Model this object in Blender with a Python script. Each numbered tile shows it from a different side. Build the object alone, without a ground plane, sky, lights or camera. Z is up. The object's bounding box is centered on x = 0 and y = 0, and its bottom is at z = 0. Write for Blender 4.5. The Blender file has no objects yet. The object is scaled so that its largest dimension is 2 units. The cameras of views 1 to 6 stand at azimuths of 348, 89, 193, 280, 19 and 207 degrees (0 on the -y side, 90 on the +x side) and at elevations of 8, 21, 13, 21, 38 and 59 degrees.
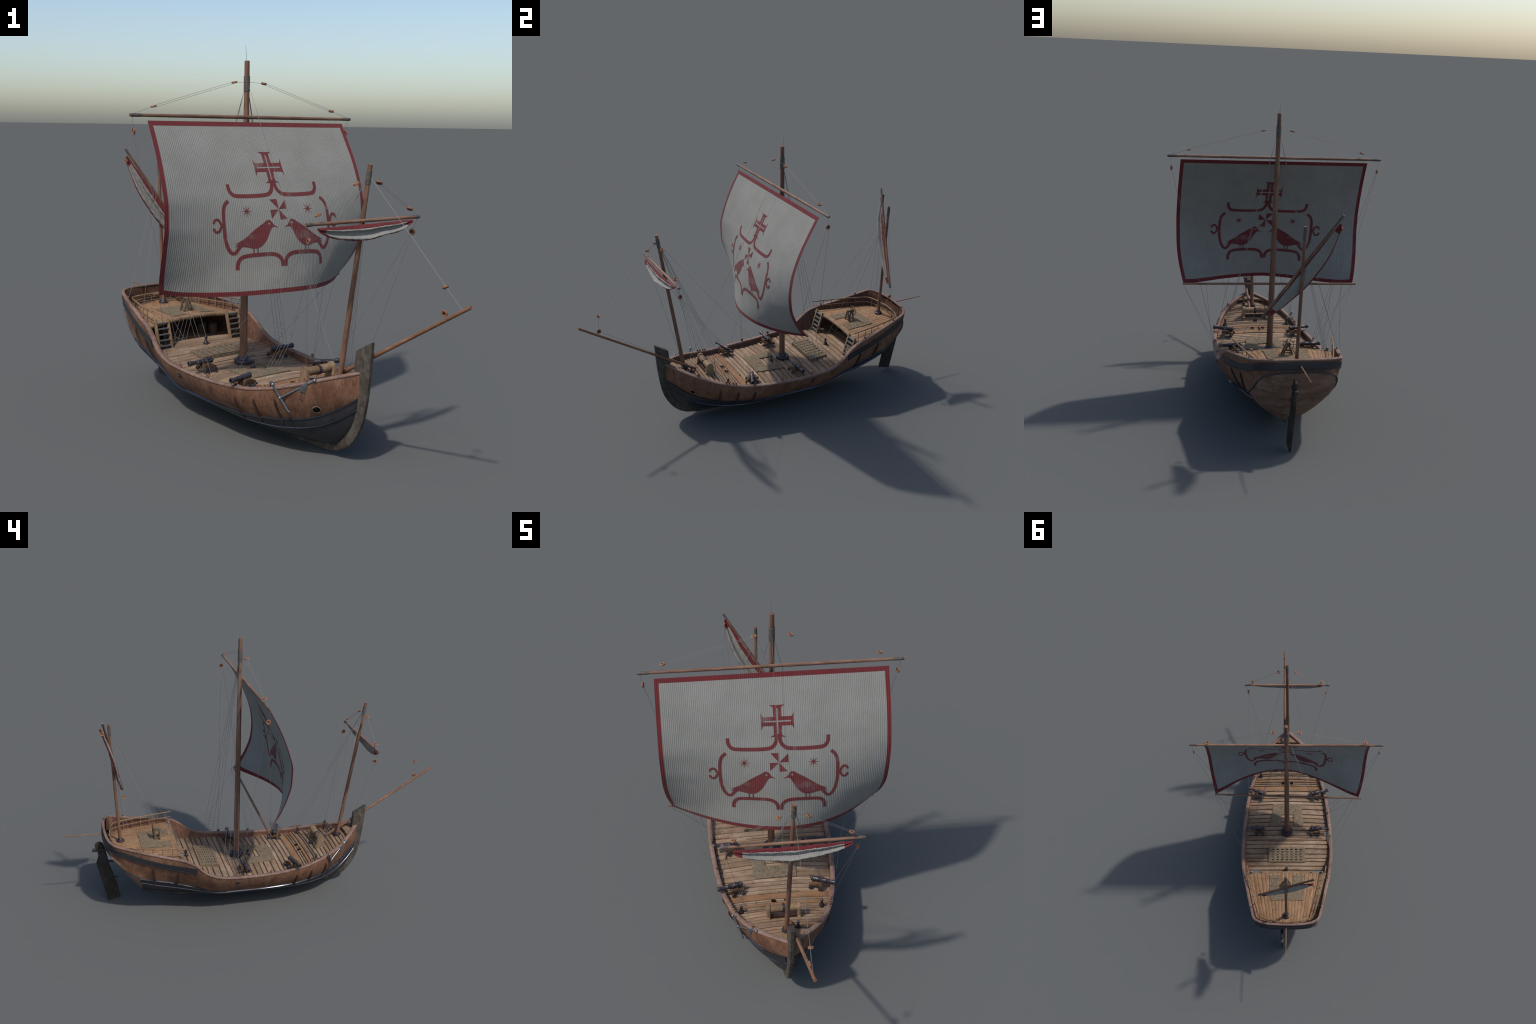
# Old sailing ship: one big square sail, two furled sails, built part by part in the
# ship's own frame (x across, +x = port; y aft; z up) under a root Empty that yaws it.
import bpy, bmesh, math, random
import numpy as np
from mathutils import Vector, Matrix

random.seed(7)
YAW = math.radians(25.0)
CENTRE = 0.0125

# ------------------------------------------------------------------ helpers
def pchip(xs, ys):
    xs = np.array(xs, float); ys = np.array(ys, float)
    h = np.diff(xs); d = np.diff(ys) / h
    m = np.zeros_like(xs)
    for i in range(1, len(xs) - 1):
        if d[i-1] * d[i] > 0:
            w1 = 2*h[i] + h[i-1]; w2 = h[i] + 2*h[i-1]
            m[i] = (w1 + w2) / (w1/d[i-1] + w2/d[i])
    m[0] = d[0]; m[-1] = d[-1]
    def f(x):
        x = np.clip(np.asarray(x, float), xs[0], xs[-1])
        i = np.clip(np.searchsorted(xs, x) - 1, 0, len(xs) - 2)
        t = (x - xs[i]) / h[i]
        return ((1+2*t)*(1-t)**2*ys[i] + t*(1-t)**2*h[i]*m[i]
                + t*t*(3-2*t)*ys[i+1] + t*t*(t-1)*h[i]*m[i+1])
    return f

def spline(pts, n, closed=False):
    """Catmull-Rom through control points, n samples evenly spread by length."""
    P = [np.array(p, float) for p in pts]
    Q = [2*P[0]-P[1]] + P + [2*P[-1]-P[-2]]
    out = []
    for i in range(1, len(Q) - 2):
        for k in range(16):
            t = k / 16
            a, b, c, d = Q[i-1], Q[i], Q[i+1], Q[i+2]
            out.append(.5*((2*b) + (c-a)*t + (2*a-5*b+4*c-d)*t*t + (3*b-a-3*c+d)*t**3))
    out.append(P[-1]); out = np.array(out)
    L = np.concatenate([[0], np.cumsum(np.linalg.norm(np.diff(out, axis=0), axis=1))])
    s = np.linspace(0, L[-1], n)
    return np.stack([np.interp(s, L, out[:, k]) for k in range(out.shape[1])], 1)

root = bpy.data.objects.new("sailing_ship", None)
bpy.context.scene.collection.objects.link(root)
root.rotation_euler = (0, 0, YAW)
root.location = (CENTRE*math.cos(YAW), CENTRE*math.sin(YAW), 0)
root["label"] = "wooden sailing ship with emblem sail and deck cannons"
root["category"] = "sailing ship"

def add_obj(name, me, parent=None, mat=None):
    o = bpy.data.objects.new(name, me)
    bpy.context.scene.collection.objects.link(o)
    o.parent = parent or root
    if mat is not None and not me.materials:
        me.materials.append(mat)
    return o

def shade(me, angle=None):
    for p in me.polygons: p.use_smooth = True
    if angle is not None:
        me.set_sharp_from_angle(angle=math.radians(angle))

def mk(name, V, F, mat, parent=None, smooth=40, kind=None):
    me = bpy.data.meshes.new(name)
    me.from_pydata([tuple(map(float, v)) for v in V], [], F)
    me.update()
    bm = bmesh.new(); bm.from_mesh(me)
    bmesh.ops.recalc_face_normals(bm, faces=bm.faces)
    bm.to_mesh(me); bm.free()
    if smooth: shade(me, smooth)
    o = add_obj(name, me, parent, mat)
    if kind: o["kind"] = kind
    return o

def grid_faces(n, m, off=0, close_m=False):
    F = []
    for i in range(n-1):
        for j in range(m if close_m else m-1):
            j2 = (j+1) % m
            F.append((off+i*m+j, off+(i+1)*m+j, off+(i+1)*m+j2, off+i*m+j2))
    return F

class Parts:
    """collects several solids into one mesh"""
    def __init__(self): self.V = []; self.F = []
    def add(self, V, F):
        o = len(self.V); self.V += [tuple(map(float, v)) for v in V]
        self.F += [tuple(i+o for i in f) for f in F]
    def box(self, c, s, R=None):
        c = np.array(c, float); s = np.array(s, float)/2
        V = [np.array([x, y, z])*s for x in (-1, 1) for y in (-1, 1) for z in (-1, 1)]
        if R is not None: V = [np.array(R @ Vector(v)) for v in V]
        self.add([v + c for v in V], [(0,1,3,2),(4,6,7,5),(0,4,5,1),(2,3,7,6),(0,2,6,4),(1,5,7,3)])
    def beam(self, a, b, w, h, up=(0, 0, 1)):
        a = Vector(a); b = Vector(b); d = (b-a); L = d.length; d.normalize()
        s = d.cross(Vector(up)).normalized(); u = s.cross(d)
        R = Matrix((s, d, u)).transposed()
        self.box((a+b)/2, (w, L, h), R)
    def tube(self, path, r, seg=8, cap=True):
        V, F = tube_geo(path, r, seg, cap); self.add(V, F)
    def lathe(self, prof, c=(0, 0, 0), axis='z', seg=24, R=None):
        V, F = lathe_geo(prof, seg)
        V = np.array(V)
        if axis == 'x': V = V[:, [2, 0, 1]]
        if axis == 'y': V = V[:, [1, 2, 0]]
        if R is not None: V = np.array([R @ Vector(v) for v in V])
        self.add(V + np.array(c), F)
    def make(self, name, mat, parent=None, smooth=35, bevel=0, kind=None):
        o = mk(name, self.V, self.F, mat, parent, smooth, kind)
        if bevel: bevel_mesh(o.data, bevel, smooth)
        return o

def bevel_mesh(me, w, smooth=35, seg=2):
    bm = bmesh.new(); bm.from_mesh(me)
    es = [e for e in bm.edges if len(e.link_faces) == 2 and e.calc_face_angle(0) > math.radians(40)]
    bmesh.ops.bevel(bm, geom=es, offset=w, segments=seg, profile=.6, affect='EDGES', clamp_overlap=True)
    bm.to_mesh(me); bm.free()
    if smooth: shade(me, smooth)

def tube_geo(path, r, seg=8, cap=True):
    P = np.array(path, float); n = len(P)
    r = np.broadcast_to(np.asarray(r, float), (n,))
    T = np.gradient(P, axis=0); T /= np.linalg.norm(T, axis=1)[:, None] + 1e-12
    ref = np.array([0, 0, 1.0]) if abs(T[0][2]) < .9 else np.array([1.0, 0, 0])
    V = []
    for i in range(n):
        s = np.cross(T[i], ref); s /= np.linalg.norm(s) + 1e-12; u = np.cross(s, T[i])
        for k in range(seg):
            a = 2*math.pi*k/seg
            V.append(P[i] + r[i]*(math.cos(a)*s + math.sin(a)*u))
    F = grid_faces(n, seg, 0, True)
    if cap:
        F.append(tuple(range(seg))); F.append(tuple((n-1)*seg + k for k in range(seg)))
    return V, F

def lathe_geo(prof, seg=24):
    V = []; n = len(prof)
    for r, z in prof:
        for k in range(seg):
            a = 2*math.pi*k/seg
            V.append((r*math.cos(a), r*math.sin(a), z))
    F = grid_faces(n, seg, 0, True)
    if prof[0][0] > 1e-6: F.append(tuple(range(seg)))
    if prof[-1][0] > 1e-6: F.append(tuple((n-1)*seg + k for k in range(seg)))
    return V, F

def line(a, b, n=2):
    a = np.array(a, float); b = np.array(b, float)
    return [a + (b-a)*t for t in np.linspace(0, 1, n)]

# ------------------------------------------------------------------ materials
def srgb(r, g, b):
    f = lambda c: (c/255/12.92) if c/255 <= .04045 else ((c/255+.055)/1.055)**2.4
    return (f(r), f(g), f(b), 1)

class M:
    def __init__(self, name, rough=.7, metal=0, spec=.4):
        self.m = bpy.data.materials.new(name); self.m.use_nodes = True
        self.t = self.m.node_tree; self.n = self.t.nodes
        self.p = self.n["Principled BSDF"]
        self.p.inputs["Roughness"].default_value = rough
        self.p.inputs["Metallic"].default_value = metal
        self.p.inputs["Specular IOR Level"].default_value = spec
        self.co = self.n.new("ShaderNodeTexCoord").outputs["Object"]
        self.bump_chain = None
    def link(self, a, b): self.t.links.new(a, b)
    def mapped(self, scale, rot=(0, 0, 0)):
        k = self.n.new("ShaderNodeMapping"); k.inputs["Scale"].default_value = scale
        k.inputs["Rotation"].default_value = rot
        self.link(self.co, k.inputs["Vector"]); return k.outputs["Vector"]
    def noise(self, scale=(1, 1, 1), s=1, detail=4, rough=.55, dist=0):
        k = self.n.new("ShaderNodeTexNoise")
        k.inputs["Scale"].default_value = s; k.inputs["Detail"].default_value = detail
        k.inputs["Roughness"].default_value = rough; k.inputs["Distortion"].default_value = dist
        self.link(self.mapped(scale), k.inputs["Vector"]); return k.outputs["Fac"]
    def voronoi(self, scale=(1, 1, 1), s=1, feature='F1'):
        k = self.n.new("ShaderNodeTexVoronoi"); k.feature = feature
        k.inputs["Scale"].default_value = s
        self.link(self.mapped(scale), k.inputs["Vector"]); return k.outputs["Distance"]
    def ramp(self, fac, stops):
        k = self.n.new("ShaderNodeValToRGB"); e = k.color_ramp.elements
        while len(e) < len(stops): e.new(.5)
        for q, (pos, col) in zip(e, stops):
            q.position = pos; q.color = col if isinstance(col, tuple) else (col, col, col, 1)
        self.link(fac, k.inputs["Fac"]); return k.outputs["Color"]
    def mix(self, fac, a, b, mode='MIX'):
        k = self.n.new("ShaderNodeMix"); k.data_type = 'RGBA'; k.blend_type = mode
        for src, i in ((fac, 0), (a, 6), (b, 7)):
            if isinstance(src, (int, float)): k.inputs[i].default_value = src
            elif isinstance(src, tuple): k.inputs[i].default_value = src
            else: self.link(src, k.inputs[i])
        return k.outputs[2]
    def math(self, op, a, b=0.0):
        k = self.n.new("ShaderNodeMath"); k.operation = op
        for src, i in ((a, 0), (b, 1)):
            if isinstance(src, (int, float)): k.inputs[i].default_value = src
            else: self.link(src, k.inputs[i])
        return k.outputs[0]
    def axis(self, i):
        k = self.n.new("ShaderNodeSeparateXYZ"); self.link(self.co, k.inputs[0]); return k.outputs[i]
    def random(self): return self.n.new("ShaderNodeObjectInfo").outputs["Random"]
    def bump(self, h, strength=.3, dist=.002):
        k = self.n.new("ShaderNodeBump")
        k.inputs["Strength"].default_value = strength; k.inputs["Distance"].default_value = dist
        self.link(h, k.inputs["Height"])
        if self.bump_chain is not None: self.link(self.bump_chain, k.inputs["Normal"])
        self.bump_chain = k.outputs["Normal"]; self.link(self.bump_chain, self.p.inputs["Normal"])
    def color(self, c):
        if isinstance(c, tuple): self.p.inputs["Base Color"].default_value = c
        else: self.link(c, self.p.inputs["Base Color"])
    def rough(self, c): self.link(c, self.p.inputs["Roughness"])

def wood(name, light, mid, dark, grain, crack=.5, patch=None, vary=0.0, rough=.75, patch_scale=9, crack_scale=1.0, spec=.3, tone=.56, grey=.10, scuff=0.0):
    """grain: stretch of the noise along x, y, z (small = long grain that way)"""
    m = M(name, rough, 0, spec)
    def age(c):
        l = .3*c[0]+.55*c[1]+.15*c[2]
        return tuple((x*(1-grey)+l*grey)*tone for x in c[:3]) + (1,)
    light, mid, dark = age(light), age(mid), age(dark)
    patch = age(patch) if patch else None
    g = np.array(grain, float)
    base = m.ramp(m.noise(tuple(g*16), 1, 6, .65, .6), [(.26, dark), (.5, mid), (.72, light)])
    fine = m.noise(tuple(g*110), 1, 4, .7)
    c = m.mix(m.ramp(fine, [(.30, .75), (.56, 0.0)]), base, dark)
    c = m.mix(m.ramp(fine, [(.58, 0.0), (.76, .5)]), c, light)
    blot = m.noise((patch_scale,)*3, 1, 5, .65)
    c = m.mix(m.ramp(blot, [(.5, 0.0), (.72, .6)]), c, patch or light)
    grime = m.ramp(m.noise((11, 11, 11), 1, 6, .7), [(.30, .55), (.46, 0.0)])
    c = m.mix(grime, c, tuple(x*.6 for x in dark[:3])+(1,))
    if vary:
        v = m.ramp(m.random(), [(0.0, 1-vary), (1.0, 1+vary*.6)])
        c = m.mix(1.0, c, v, 'MULTIPLY')
    # dark cracks and scuffs
    ck = m.ramp(m.noise(tuple(g*34*crack_scale), 1, 6, .75, 1.4), [(.34, 1.0), (.40, 0.0)])
    ck = m.mix(1.0, ck, m.ramp(m.noise((9, 9, 9), 1, 3), [(.46, 0.0), (.58, 1.0)]), 'MULTIPLY')
    dk = tuple(x*.16 for x in dark[:3]) + (1,)
    k = m.math('MULTIPLY', ck, crack)
    c = m.mix(k, c, dk)
    if scuff:
        sc = m.ramp(m.noise((75, 75, 75), 1, 5, .7, .8), [(.36, 1.0), (.43, 0.0)])
        sc = m.mix(1.0, sc, m.ramp(m.noise((13, 13, 13), 1, 4, .6), [(.52, 0.0), (.64, 1.0)]), 'MULTIPLY')
        c = m.mix(m.math('MULTIPLY', sc, scuff), c, srgb(38, 36, 36))
    m.color(c)
    m.bump(fine, .5, .002); m.bump(ck, -.25*crack - .01, .0015)
    return m.m

def plain(name, col, rough=.5, metal=0, spec=.5, var=.25, s=60, bump=.1):
    m = M(name, rough, metal, spec)
    n = m.noise((s, s, s), 1, 4)
    d = tuple(x*(1-var) for x in col[:3])+(1,); l = tuple(min(1, x*(1+var)) for x in col[:3])+(1,)
    m.color(m.ramp(n, [(.3, d), (.7, l)]))
    m.rough(m.ramp(n, [(.3, rough*.85), (.7, min(1, rough*1.15))]))
    if bump: m.bump(n, bump, .002)
    return m.m

HULL = wood("hull_planking_wood", srgb(184, 134, 98), srgb(154, 102, 68), srgb(110, 68, 45), (1.2, 1.1, .32), .9,
            patch=srgb(178, 132, 100), patch_scale=14, tone=.54, grey=.16, scuff=.5)
TRANSOM = wood("transom_wood", srgb(165, 128, 105), srgb(146, 106, 82), srgb(112, 76, 56), (.3, .9, 1.3), .9, patch=srgb(168, 140, 120), tone=.78, grey=.25)
INNER = wood("bulwark_wood", srgb(150, 108, 84), srgb(126, 84, 64), srgb(88, 56, 42), (1, .8, .4), .7, tone=.6)
RAIL = wood("rail_wood", srgb(186, 150, 132), srgb(168, 130, 112), srgb(126, 92, 78), (.8, .5, .8), .5, patch=srgb(190, 162, 148), patch_scale=20, tone=.5, grey=.12)
DECK = wood("deck_plank_wood", srgb(196, 166, 134), srgb(174, 140, 108), srgb(134, 102, 76), (.22, 1.4, 1), .6, patch=srgb(200, 174, 148), vary=.20, tone=.62, grey=.10, scuff=.9)
DECKS = wood("smooth_board_wood", srgb(186, 142, 98), srgb(172, 124, 82), srgb(146, 100, 64), (.22, 1.4, 1), .3, vary=.06, tone=.58)
POOP = wood("poop_plank_wood", srgb(200, 160, 114), srgb(178, 134, 92), srgb(136, 96, 62), (1.4, .35, 1), .8, patch=srgb(188, 146, 108), vary=.06, tone=.60, scuff=.8)
MAST = wood("mast_wood", srgb(174, 128, 96), srgb(148, 102, 74), srgb(108, 72, 52), (1.3, 1.3, .1), .25, rough=.6, tone=.6, grey=.15)
SPAR = wood("spar_wood", srgb(188, 140, 108), srgb(158, 112, 84), srgb(112, 78, 60), (.15, 1.3, 1.3), .25, rough=.6, tone=.6, grey=.15)
BOWW = wood("bowsprit_wood", srgb(186, 132, 94), srgb(160, 108, 76), srgb(118, 78, 56), (1.2, .2, .5), .2, rough=.6, tone=.6)
STEM = wood("weathered_stem_wood", srgb(132, 120, 108), srgb(92, 82, 72), srgb(50, 44, 38), (1, .7, .35), .5, patch=srgb(128, 118, 106), patch_scale=22, crack_scale=.6, tone=.62)
RUDDER = wood("rudder_wood", srgb(78, 68, 56), srgb(56, 49, 41), srgb(36, 32, 28), (1.2, 1, .5), .3, patch=srgb(84, 76, 64), patch_scale=26, tone=.7)
TAN = wood("tan_timber", srgb(196, 162, 120), srgb(168, 132, 94), srgb(120, 90, 62), (.9, .9, .4), .3, vary=.08, tone=.6, grey=.15)
OLDT = wood("aged_timber", srgb(176, 144, 106), srgb(140, 110, 78), srgb(92, 70, 50), (.9, .9, .4), .4, tone=.5, grey=.2)
BLOCKW = wood("block_wood", srgb(186, 134, 100), srgb(160, 110, 80), srgb(120, 78, 56), (1, 1, 1), .2, tone=.75)
BROWN = wood("dark_brown_timber", srgb(96, 66, 52), srgb(76, 50, 40), srgb(52, 34, 28), (1, 1, .3), .4, tone=.7)
CARR = wood("carriage_wood", srgb(132, 98, 66), srgb(104, 74, 48), srgb(70, 48, 32), (.6, 1, 1), .6, vary=.12, tone=.7)
CHAR = plain("dark_hull_paint", srgb(36, 36, 39), .42, 0, .5, .2, 40, .05)
BAND = plain("dark_band_paint", srgb(40, 40, 43), .5, 0, .5, .15, 40, .05)
LIP = plain("wale_edge_iron", srgb(80, 82, 92), .24, .8, .6, .08, 60, 0)
IRON = plain("cast_iron", srgb(66, 60, 64), .42, .55, .5, .3, 90, .15)
STEEL = plain("anchor_steel", srgb(112, 116, 120), .30, .7, .5, .2, 90, .1)
STRAP = plain("mast_band_wrap", srgb(86, 78, 72), .6, .1, .4, .3, 90, .3)
ROPE = plain("rope_fibre", srgb(112, 108, 104), .45, 0, .5, .2, 200, 0)
SEAM = plain("seam_dark_brown", srgb(48, 36, 29), .9, 0, .1, .2, 60, 0)
BLACK = plain("hole_black", srgb(14, 12, 11), .9, 0, .1, .1, 50, 0)
TREAD = plain("ladder_tread", srgb(84, 84, 84), .55, 0, .4, .3, 80, .2)

def mat_weave():
    m = M("woven_mat", .95, 0, .1)
    n = m.noise((90, 90, 90), 1, 5, .7, 1.0)
    big = m.noise((16, 16, 16), 1, 3)
    c = m.ramp(n, [(.3, srgb(66, 56, 45)), (.5, srgb(108, 94, 77)), (.7, srgb(136, 121, 101))])
    c = m.mix(m.ramp(big, [(.4, 0.0), (.7, .35)]), c, srgb(122, 111, 92))
    m.color(c); m.bump(n, .8, .003); return m.m
WEAVE = mat_weave()

def sailcloth(name, stops, worn=None, rib_axis=0, period=.0083):
    m = M(name, .9, 0, .15)
    m.p.inputs["Sheen Weight"].default_value = .08
    wob = m.noise((30, 30, 8), 1, 3)
    ph = m.math('ADD', m.math('MULTIPLY', m.axis(rib_axis), 2*math.pi/period), m.math('MULTIPLY', wob, 1.6))
    rib = m.math('MULTIPLY_ADD', m.math('SINE', ph), .5); m.n[-1].inputs[2].default_value = .5
    rib = m.math('ADD', m.math('MULTIPLY', m.math('SINE', ph), .5), .5)
    n = m.noise((120, 120, 260), 1, 3)
    c = m.ramp(m.noise((8, 8, 8), 1, 4), [(.3, stops[0]), (.7, stops[1])])
    c = m.mix(m.math('MULTIPLY', m.ramp(rib, [(0.0, 1.0), (.5, 0.0)]), .17), c, tuple(x*.55 for x in stops[0][:3])+(1,))
    c = m.mix(m.ramp(n, [(.3, .22), (.5, 0.0)]), c, tuple(x*.6 for x in stops[0][:3])+(1,))
    dim = m.ramp(m.voronoi((95, 60, 95), 1), [(.10, .5), (.26, 0.0)])
    dim = m.mix(1.0, dim, m.ramp(m.noise((45, 45, 45), 1, 2), [(.5, 0.0), (.6, 1.0)]), 'MULTIPLY')
    c = m.mix(dim, c, tuple(x*.5 for x in stops[0][:3])+(1,))
    if worn:
        w = m.ramp(m.noise((9, 9, 14), 1, 6, .7), [(.56, 0.0), (.70, .42)])
        c = m.mix(w, c, worn)
    m.color(c)
    m.bump(rib, .42, .0022); m.bump(n, .35, .0015)
    return m.m
CLOTH_W = (srgb(127, 125, 119), srgb(137, 135, 129))
CLOTH_R = (srgb(98, 40, 43), srgb(107, 45, 47))
SAIL = sailcloth("sail_canvas", CLOTH_W)
RED = sailcloth("red_canvas", CLOTH_R)
REDW = sailcloth("red_emblem_paint", (srgb(96, 46, 47), srgb(106, 52, 53)), worn=srgb(128, 118, 112))

# ------------------------------------------------------------------ hull lines
rail_b = pchip([-.642,-.60,-.55,-.50,-.45,-.40,-.35,-.30,-.25,-.20,-.15,-.10,0,.10,.20,.25,.30,.40,.50,.60,.70,.80],
               [.012,.064,.1185,.1585,.189,.212,.2315,.2453,.2593,.2704,.2794,.2868,.2971,.3042,.308,.3085,.3070,.2983,.2838,.2624,.2421,.2189])
rail_z = pchip([-.642,-.60,-.55,-.50,-.45,-.40,-.35,-.30,-.25,-.20,-.10,0,.10,.20,.25,.30,.35,.40,.45,.50,.60,.70,.80],
               [.362,.3476,.3307,.3126,.295,.2786,.2672,.2561,.2477,.2428,.2385,.2371,.2392,.2454,.2512,.2640,.290,.3318,.3621,.3767,.3975,.4199,.4458])
wale_b = pchip([-.642,-.60,-.55,-.50,-.45,-.40,-.35,-.30,-.25,-.20,-.10,0,.10,.20,.30,.40,.50,.60,.65,.70],
               [.012,.042,.0745,.107,.137,.1640,.184,.200,.212,.222,.232,.232,.230,.231,.235,.234,.222,.2135,.212,.208])
wale_z = pchip([-.642,-.60,-.55,-.50,-.45,-.40,-.35,-.30,-.25,-.20,-.10,0,.10,.20,.25,.30,.35,.40,.45,.50,.60,.65,.70],
               [.274,.239,.205,.180,.165,.156,.148,.143,.139,.136,.134,.130,.127,.127,.130,.142,.162,.183,.197,.209,.2295,.242,.252])
keel_top = pchip([-.642,-.635,-.626,-.607,-.57,-.532,-.473,-.40,-.20,.40,.50,.60,.668],
                 [.262,.235,.193,.146,.098,.065,.045,.038,.034,.036,.045,.064,.080])
fullness = pchip([-.642,-.55,-.45,-.20,0,.2,.40,.55,.70], [1.5,1.6,1.62,1.5,1.36,1.30,1.32,1.40,1.34])

NS, NT = 150, 44           # columns along the side, columns round the stern
NU, NL = 22, 22            # rows rail->wale, rows wale->keel
ys = np.concatenate([np.linspace(-.642, -.55, 20, endpoint=False), np.linspace(-.55, .80, NS-20)])
rails = np.stack([rail_b(ys), ys, rail_z(ys)], 1)
yw = np.where(ys < .58, ys, .58 + (ys-.58)*(.12/.22))
wales = np.stack([wale_b(yw), yw, wale_z(yw)], 1)
stern_rail = spline([(.2189,.80,.4458),(.2115,.824,.452),(.203,.838,.456),(.190,.8485,.459),(.172,.858,.461),(.153,.8655,.462),(.099,.875,.464),(0,.880,.465)], NT)
stern_moul = spline([(.208,.70,.252),(.206,.74,.278),(.2015,.78,.308),(.1955,.82,.347),(.1875,.838,.367),(.168,.854,.388),(.135,.867,.400),(.09,.875,.408),(0,.880,.412)], NT)
tops = np.concatenate([rails, stern_rail[1:]]); lows = np.concatenate([wales, stern_moul[1:]])
NC = len(tops)
centre_line = np.array([0, .45, 0])

def side_surface():
    s = np.linspace(0, 1, NU)
    G = tops[:, None, :]*(1-s)[None, :, None] + lows[:, None, :]*s[None, :, None]
    # gentle outward roundness of the topsides
    plan = np.gradient(tops[:, :2], axis=0); nrm = np.stack([plan[:, 1], -plan[:, 0]], 1)
    nrm /= np.linalg.norm(nrm, axis=1)[:, None]
    amp = np.interp(np.arange(NC), [0, 12, NS-25, NS, NC-1], [.001, .011, .011, .004, .003])
    bul = (4*s*(1-s))[None, :]*amp[:, None]
    G[:, :, 0] += bul*nrm[:, None, 0]; G[:, :, 1] += bul*nrm[:, None, 1]
    return G
SIDE = side_surface()

def bottom_surface():
    th = np.linspace(0, math.pi/2, NL)
    G = np.zeros((NS, NL, 3))
    for i in range(NS):
        p = float(fullness(yw[i])); b, y, z = wales[i]
        yk = min(y, y if y < .60 else .60 + (y-.60)*.68)
        kb, kz = .010, float(min(keel_top(yk), z-.004))
        b = max(b, kb+.001)
        G[i, :, 0] = kb + (b-kb)*np.cos(th)**(2/p)
        G[i, :, 2] = z - (z-kz)*np.sin(th)**(2/p)
        q = np.sin(th)**(2/p)
        G[i, :, 1] = y + (yk-y)*q
    return G
BOT = bottom_surface()

def normals(G):
    a = np.gradient(G, axis=0); b = np.gradient(G, axis=1)
    n = np.cross(b, a); n /= np.linalg.norm(n, axis=2)[..., None] + 1e-12
    n[n[..., 0].mean(axis=1) < 0] *= 1
    return n
SIDE_N = normals(SIDE); BOT_N = normals(BOT)
if SIDE_N[NS//2, NU//2, 0] < 0: SIDE_N = -SIDE_N
if BOT_N[NS//2, 2, 0] < 0: BOT_N = -BOT_N
FLIP = np.array([-1, 1, 1])

def both_sides(name, G, mat, smooth=40, weld=True):
    n, m, _ = G.shape
    V = list(G.reshape(-1, 3)) + list((G*FLIP).reshape(-1, 3))
    F = grid_faces(n, m) + grid_faces(n, m, n*m)
    o = mk(name, V, F, mat, None, smooth)
    if weld:
        bm = bmesh.new(); bm.from_mesh(o.data)
        bmesh.ops.remove_doubles(bm, verts=bm.verts, dist=1e-5)
        bmesh.ops.recalc_face_normals(bm, faces=bm.faces)
        bm.to_mesh(o.data); bm.free(); shade(o.data, smooth)
    return o

side_col = lambda y: float(np.interp(y, ys, np.arange(NS)))
def sample(G, ci, r):
    i = int(min(max(ci, 0), G.shape[0]-1.001)); t = ci - i
    j = int(min(max(r, 0), G.shape[1]-1.001)); s = r - j
    return ((G[i, j]*(1-s)+G[i, j+1]*s)*(1-t) + (G[i+1, j]*(1-s)+G[i+1, j+1]*s)*t)
def outer_b(y, z):
    i = int(round(side_col(y))); c = SIDE[i]
    return float(np.interp(-z, -c[:, 2], c[:, 0]))
def row_at_z(ci, z):
    c = SIDE[int(round(ci))]; return float(np.interp(-z, -c[:, 2], np.arange(NU)))

both_sides("hull_planking", SIDE, HULL)
both_sides("hull_bottom", BOT, CHAR)
inner = SIDE - SIDE_N*.019
inner[:, 0] = inner[:, 0] + np.array([0, 0, .001])
both_sides("bulwark_lining", inner, INNER)

# transom patch under the stern moulding
E_low = BOT[NS-1]
el = spline(E_low[::3], NT)
t = np.linspace(0, 1, NT); s = np.linspace(0, 1, 24)
TR = stern_moul[:, None]*(1-s)[None, :, None] + el[:, None]*s[None, :, None]
TR[:, :, 1] += (.022*t**.45*(1-.3*t**4))[:, None]*(4*s*(1-s))[None, :]
TR[-1, :, 0] = 0
both_sides("transom", TR, TRANSOM)

def strip(name, G, N, c0, c1, rowf, width, proud, mat, rows=4, smooth=35, bev=0, cham=False):
    """moulding laid on a hull surface: centre row given by rowf(col)"""
    cols = np.arange(c0, c1+1)
    V = []; ring = 2*rows
    for c in cols:
        r0, r1 = rowf(c)
        a = [sample(G, c, r) for r in np.linspace(r0, r1, rows)]
        n = [sample(N, c, r) for r in np.linspace(r0, r1, rows)]
        pr = [proud]*rows
        if cham: pr[0] = .0006
        out = [p + q*h_ for p, q, h_ in zip(a, n, pr)]
        back = [p - q*.003 for p, q in zip(a, n)]
        V += out + back[::-1]
    V = np.array(V); k = len(cols)
    F = grid_faces(k, ring, 0, True) + [tuple(range(ring)), tuple((k-1)*ring+i for i in range(ring))]
    P = Parts(); P.add(V, F); P.add(V*FLIP, F)
    return P.make(name, mat, None, smooth, bev)

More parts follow.
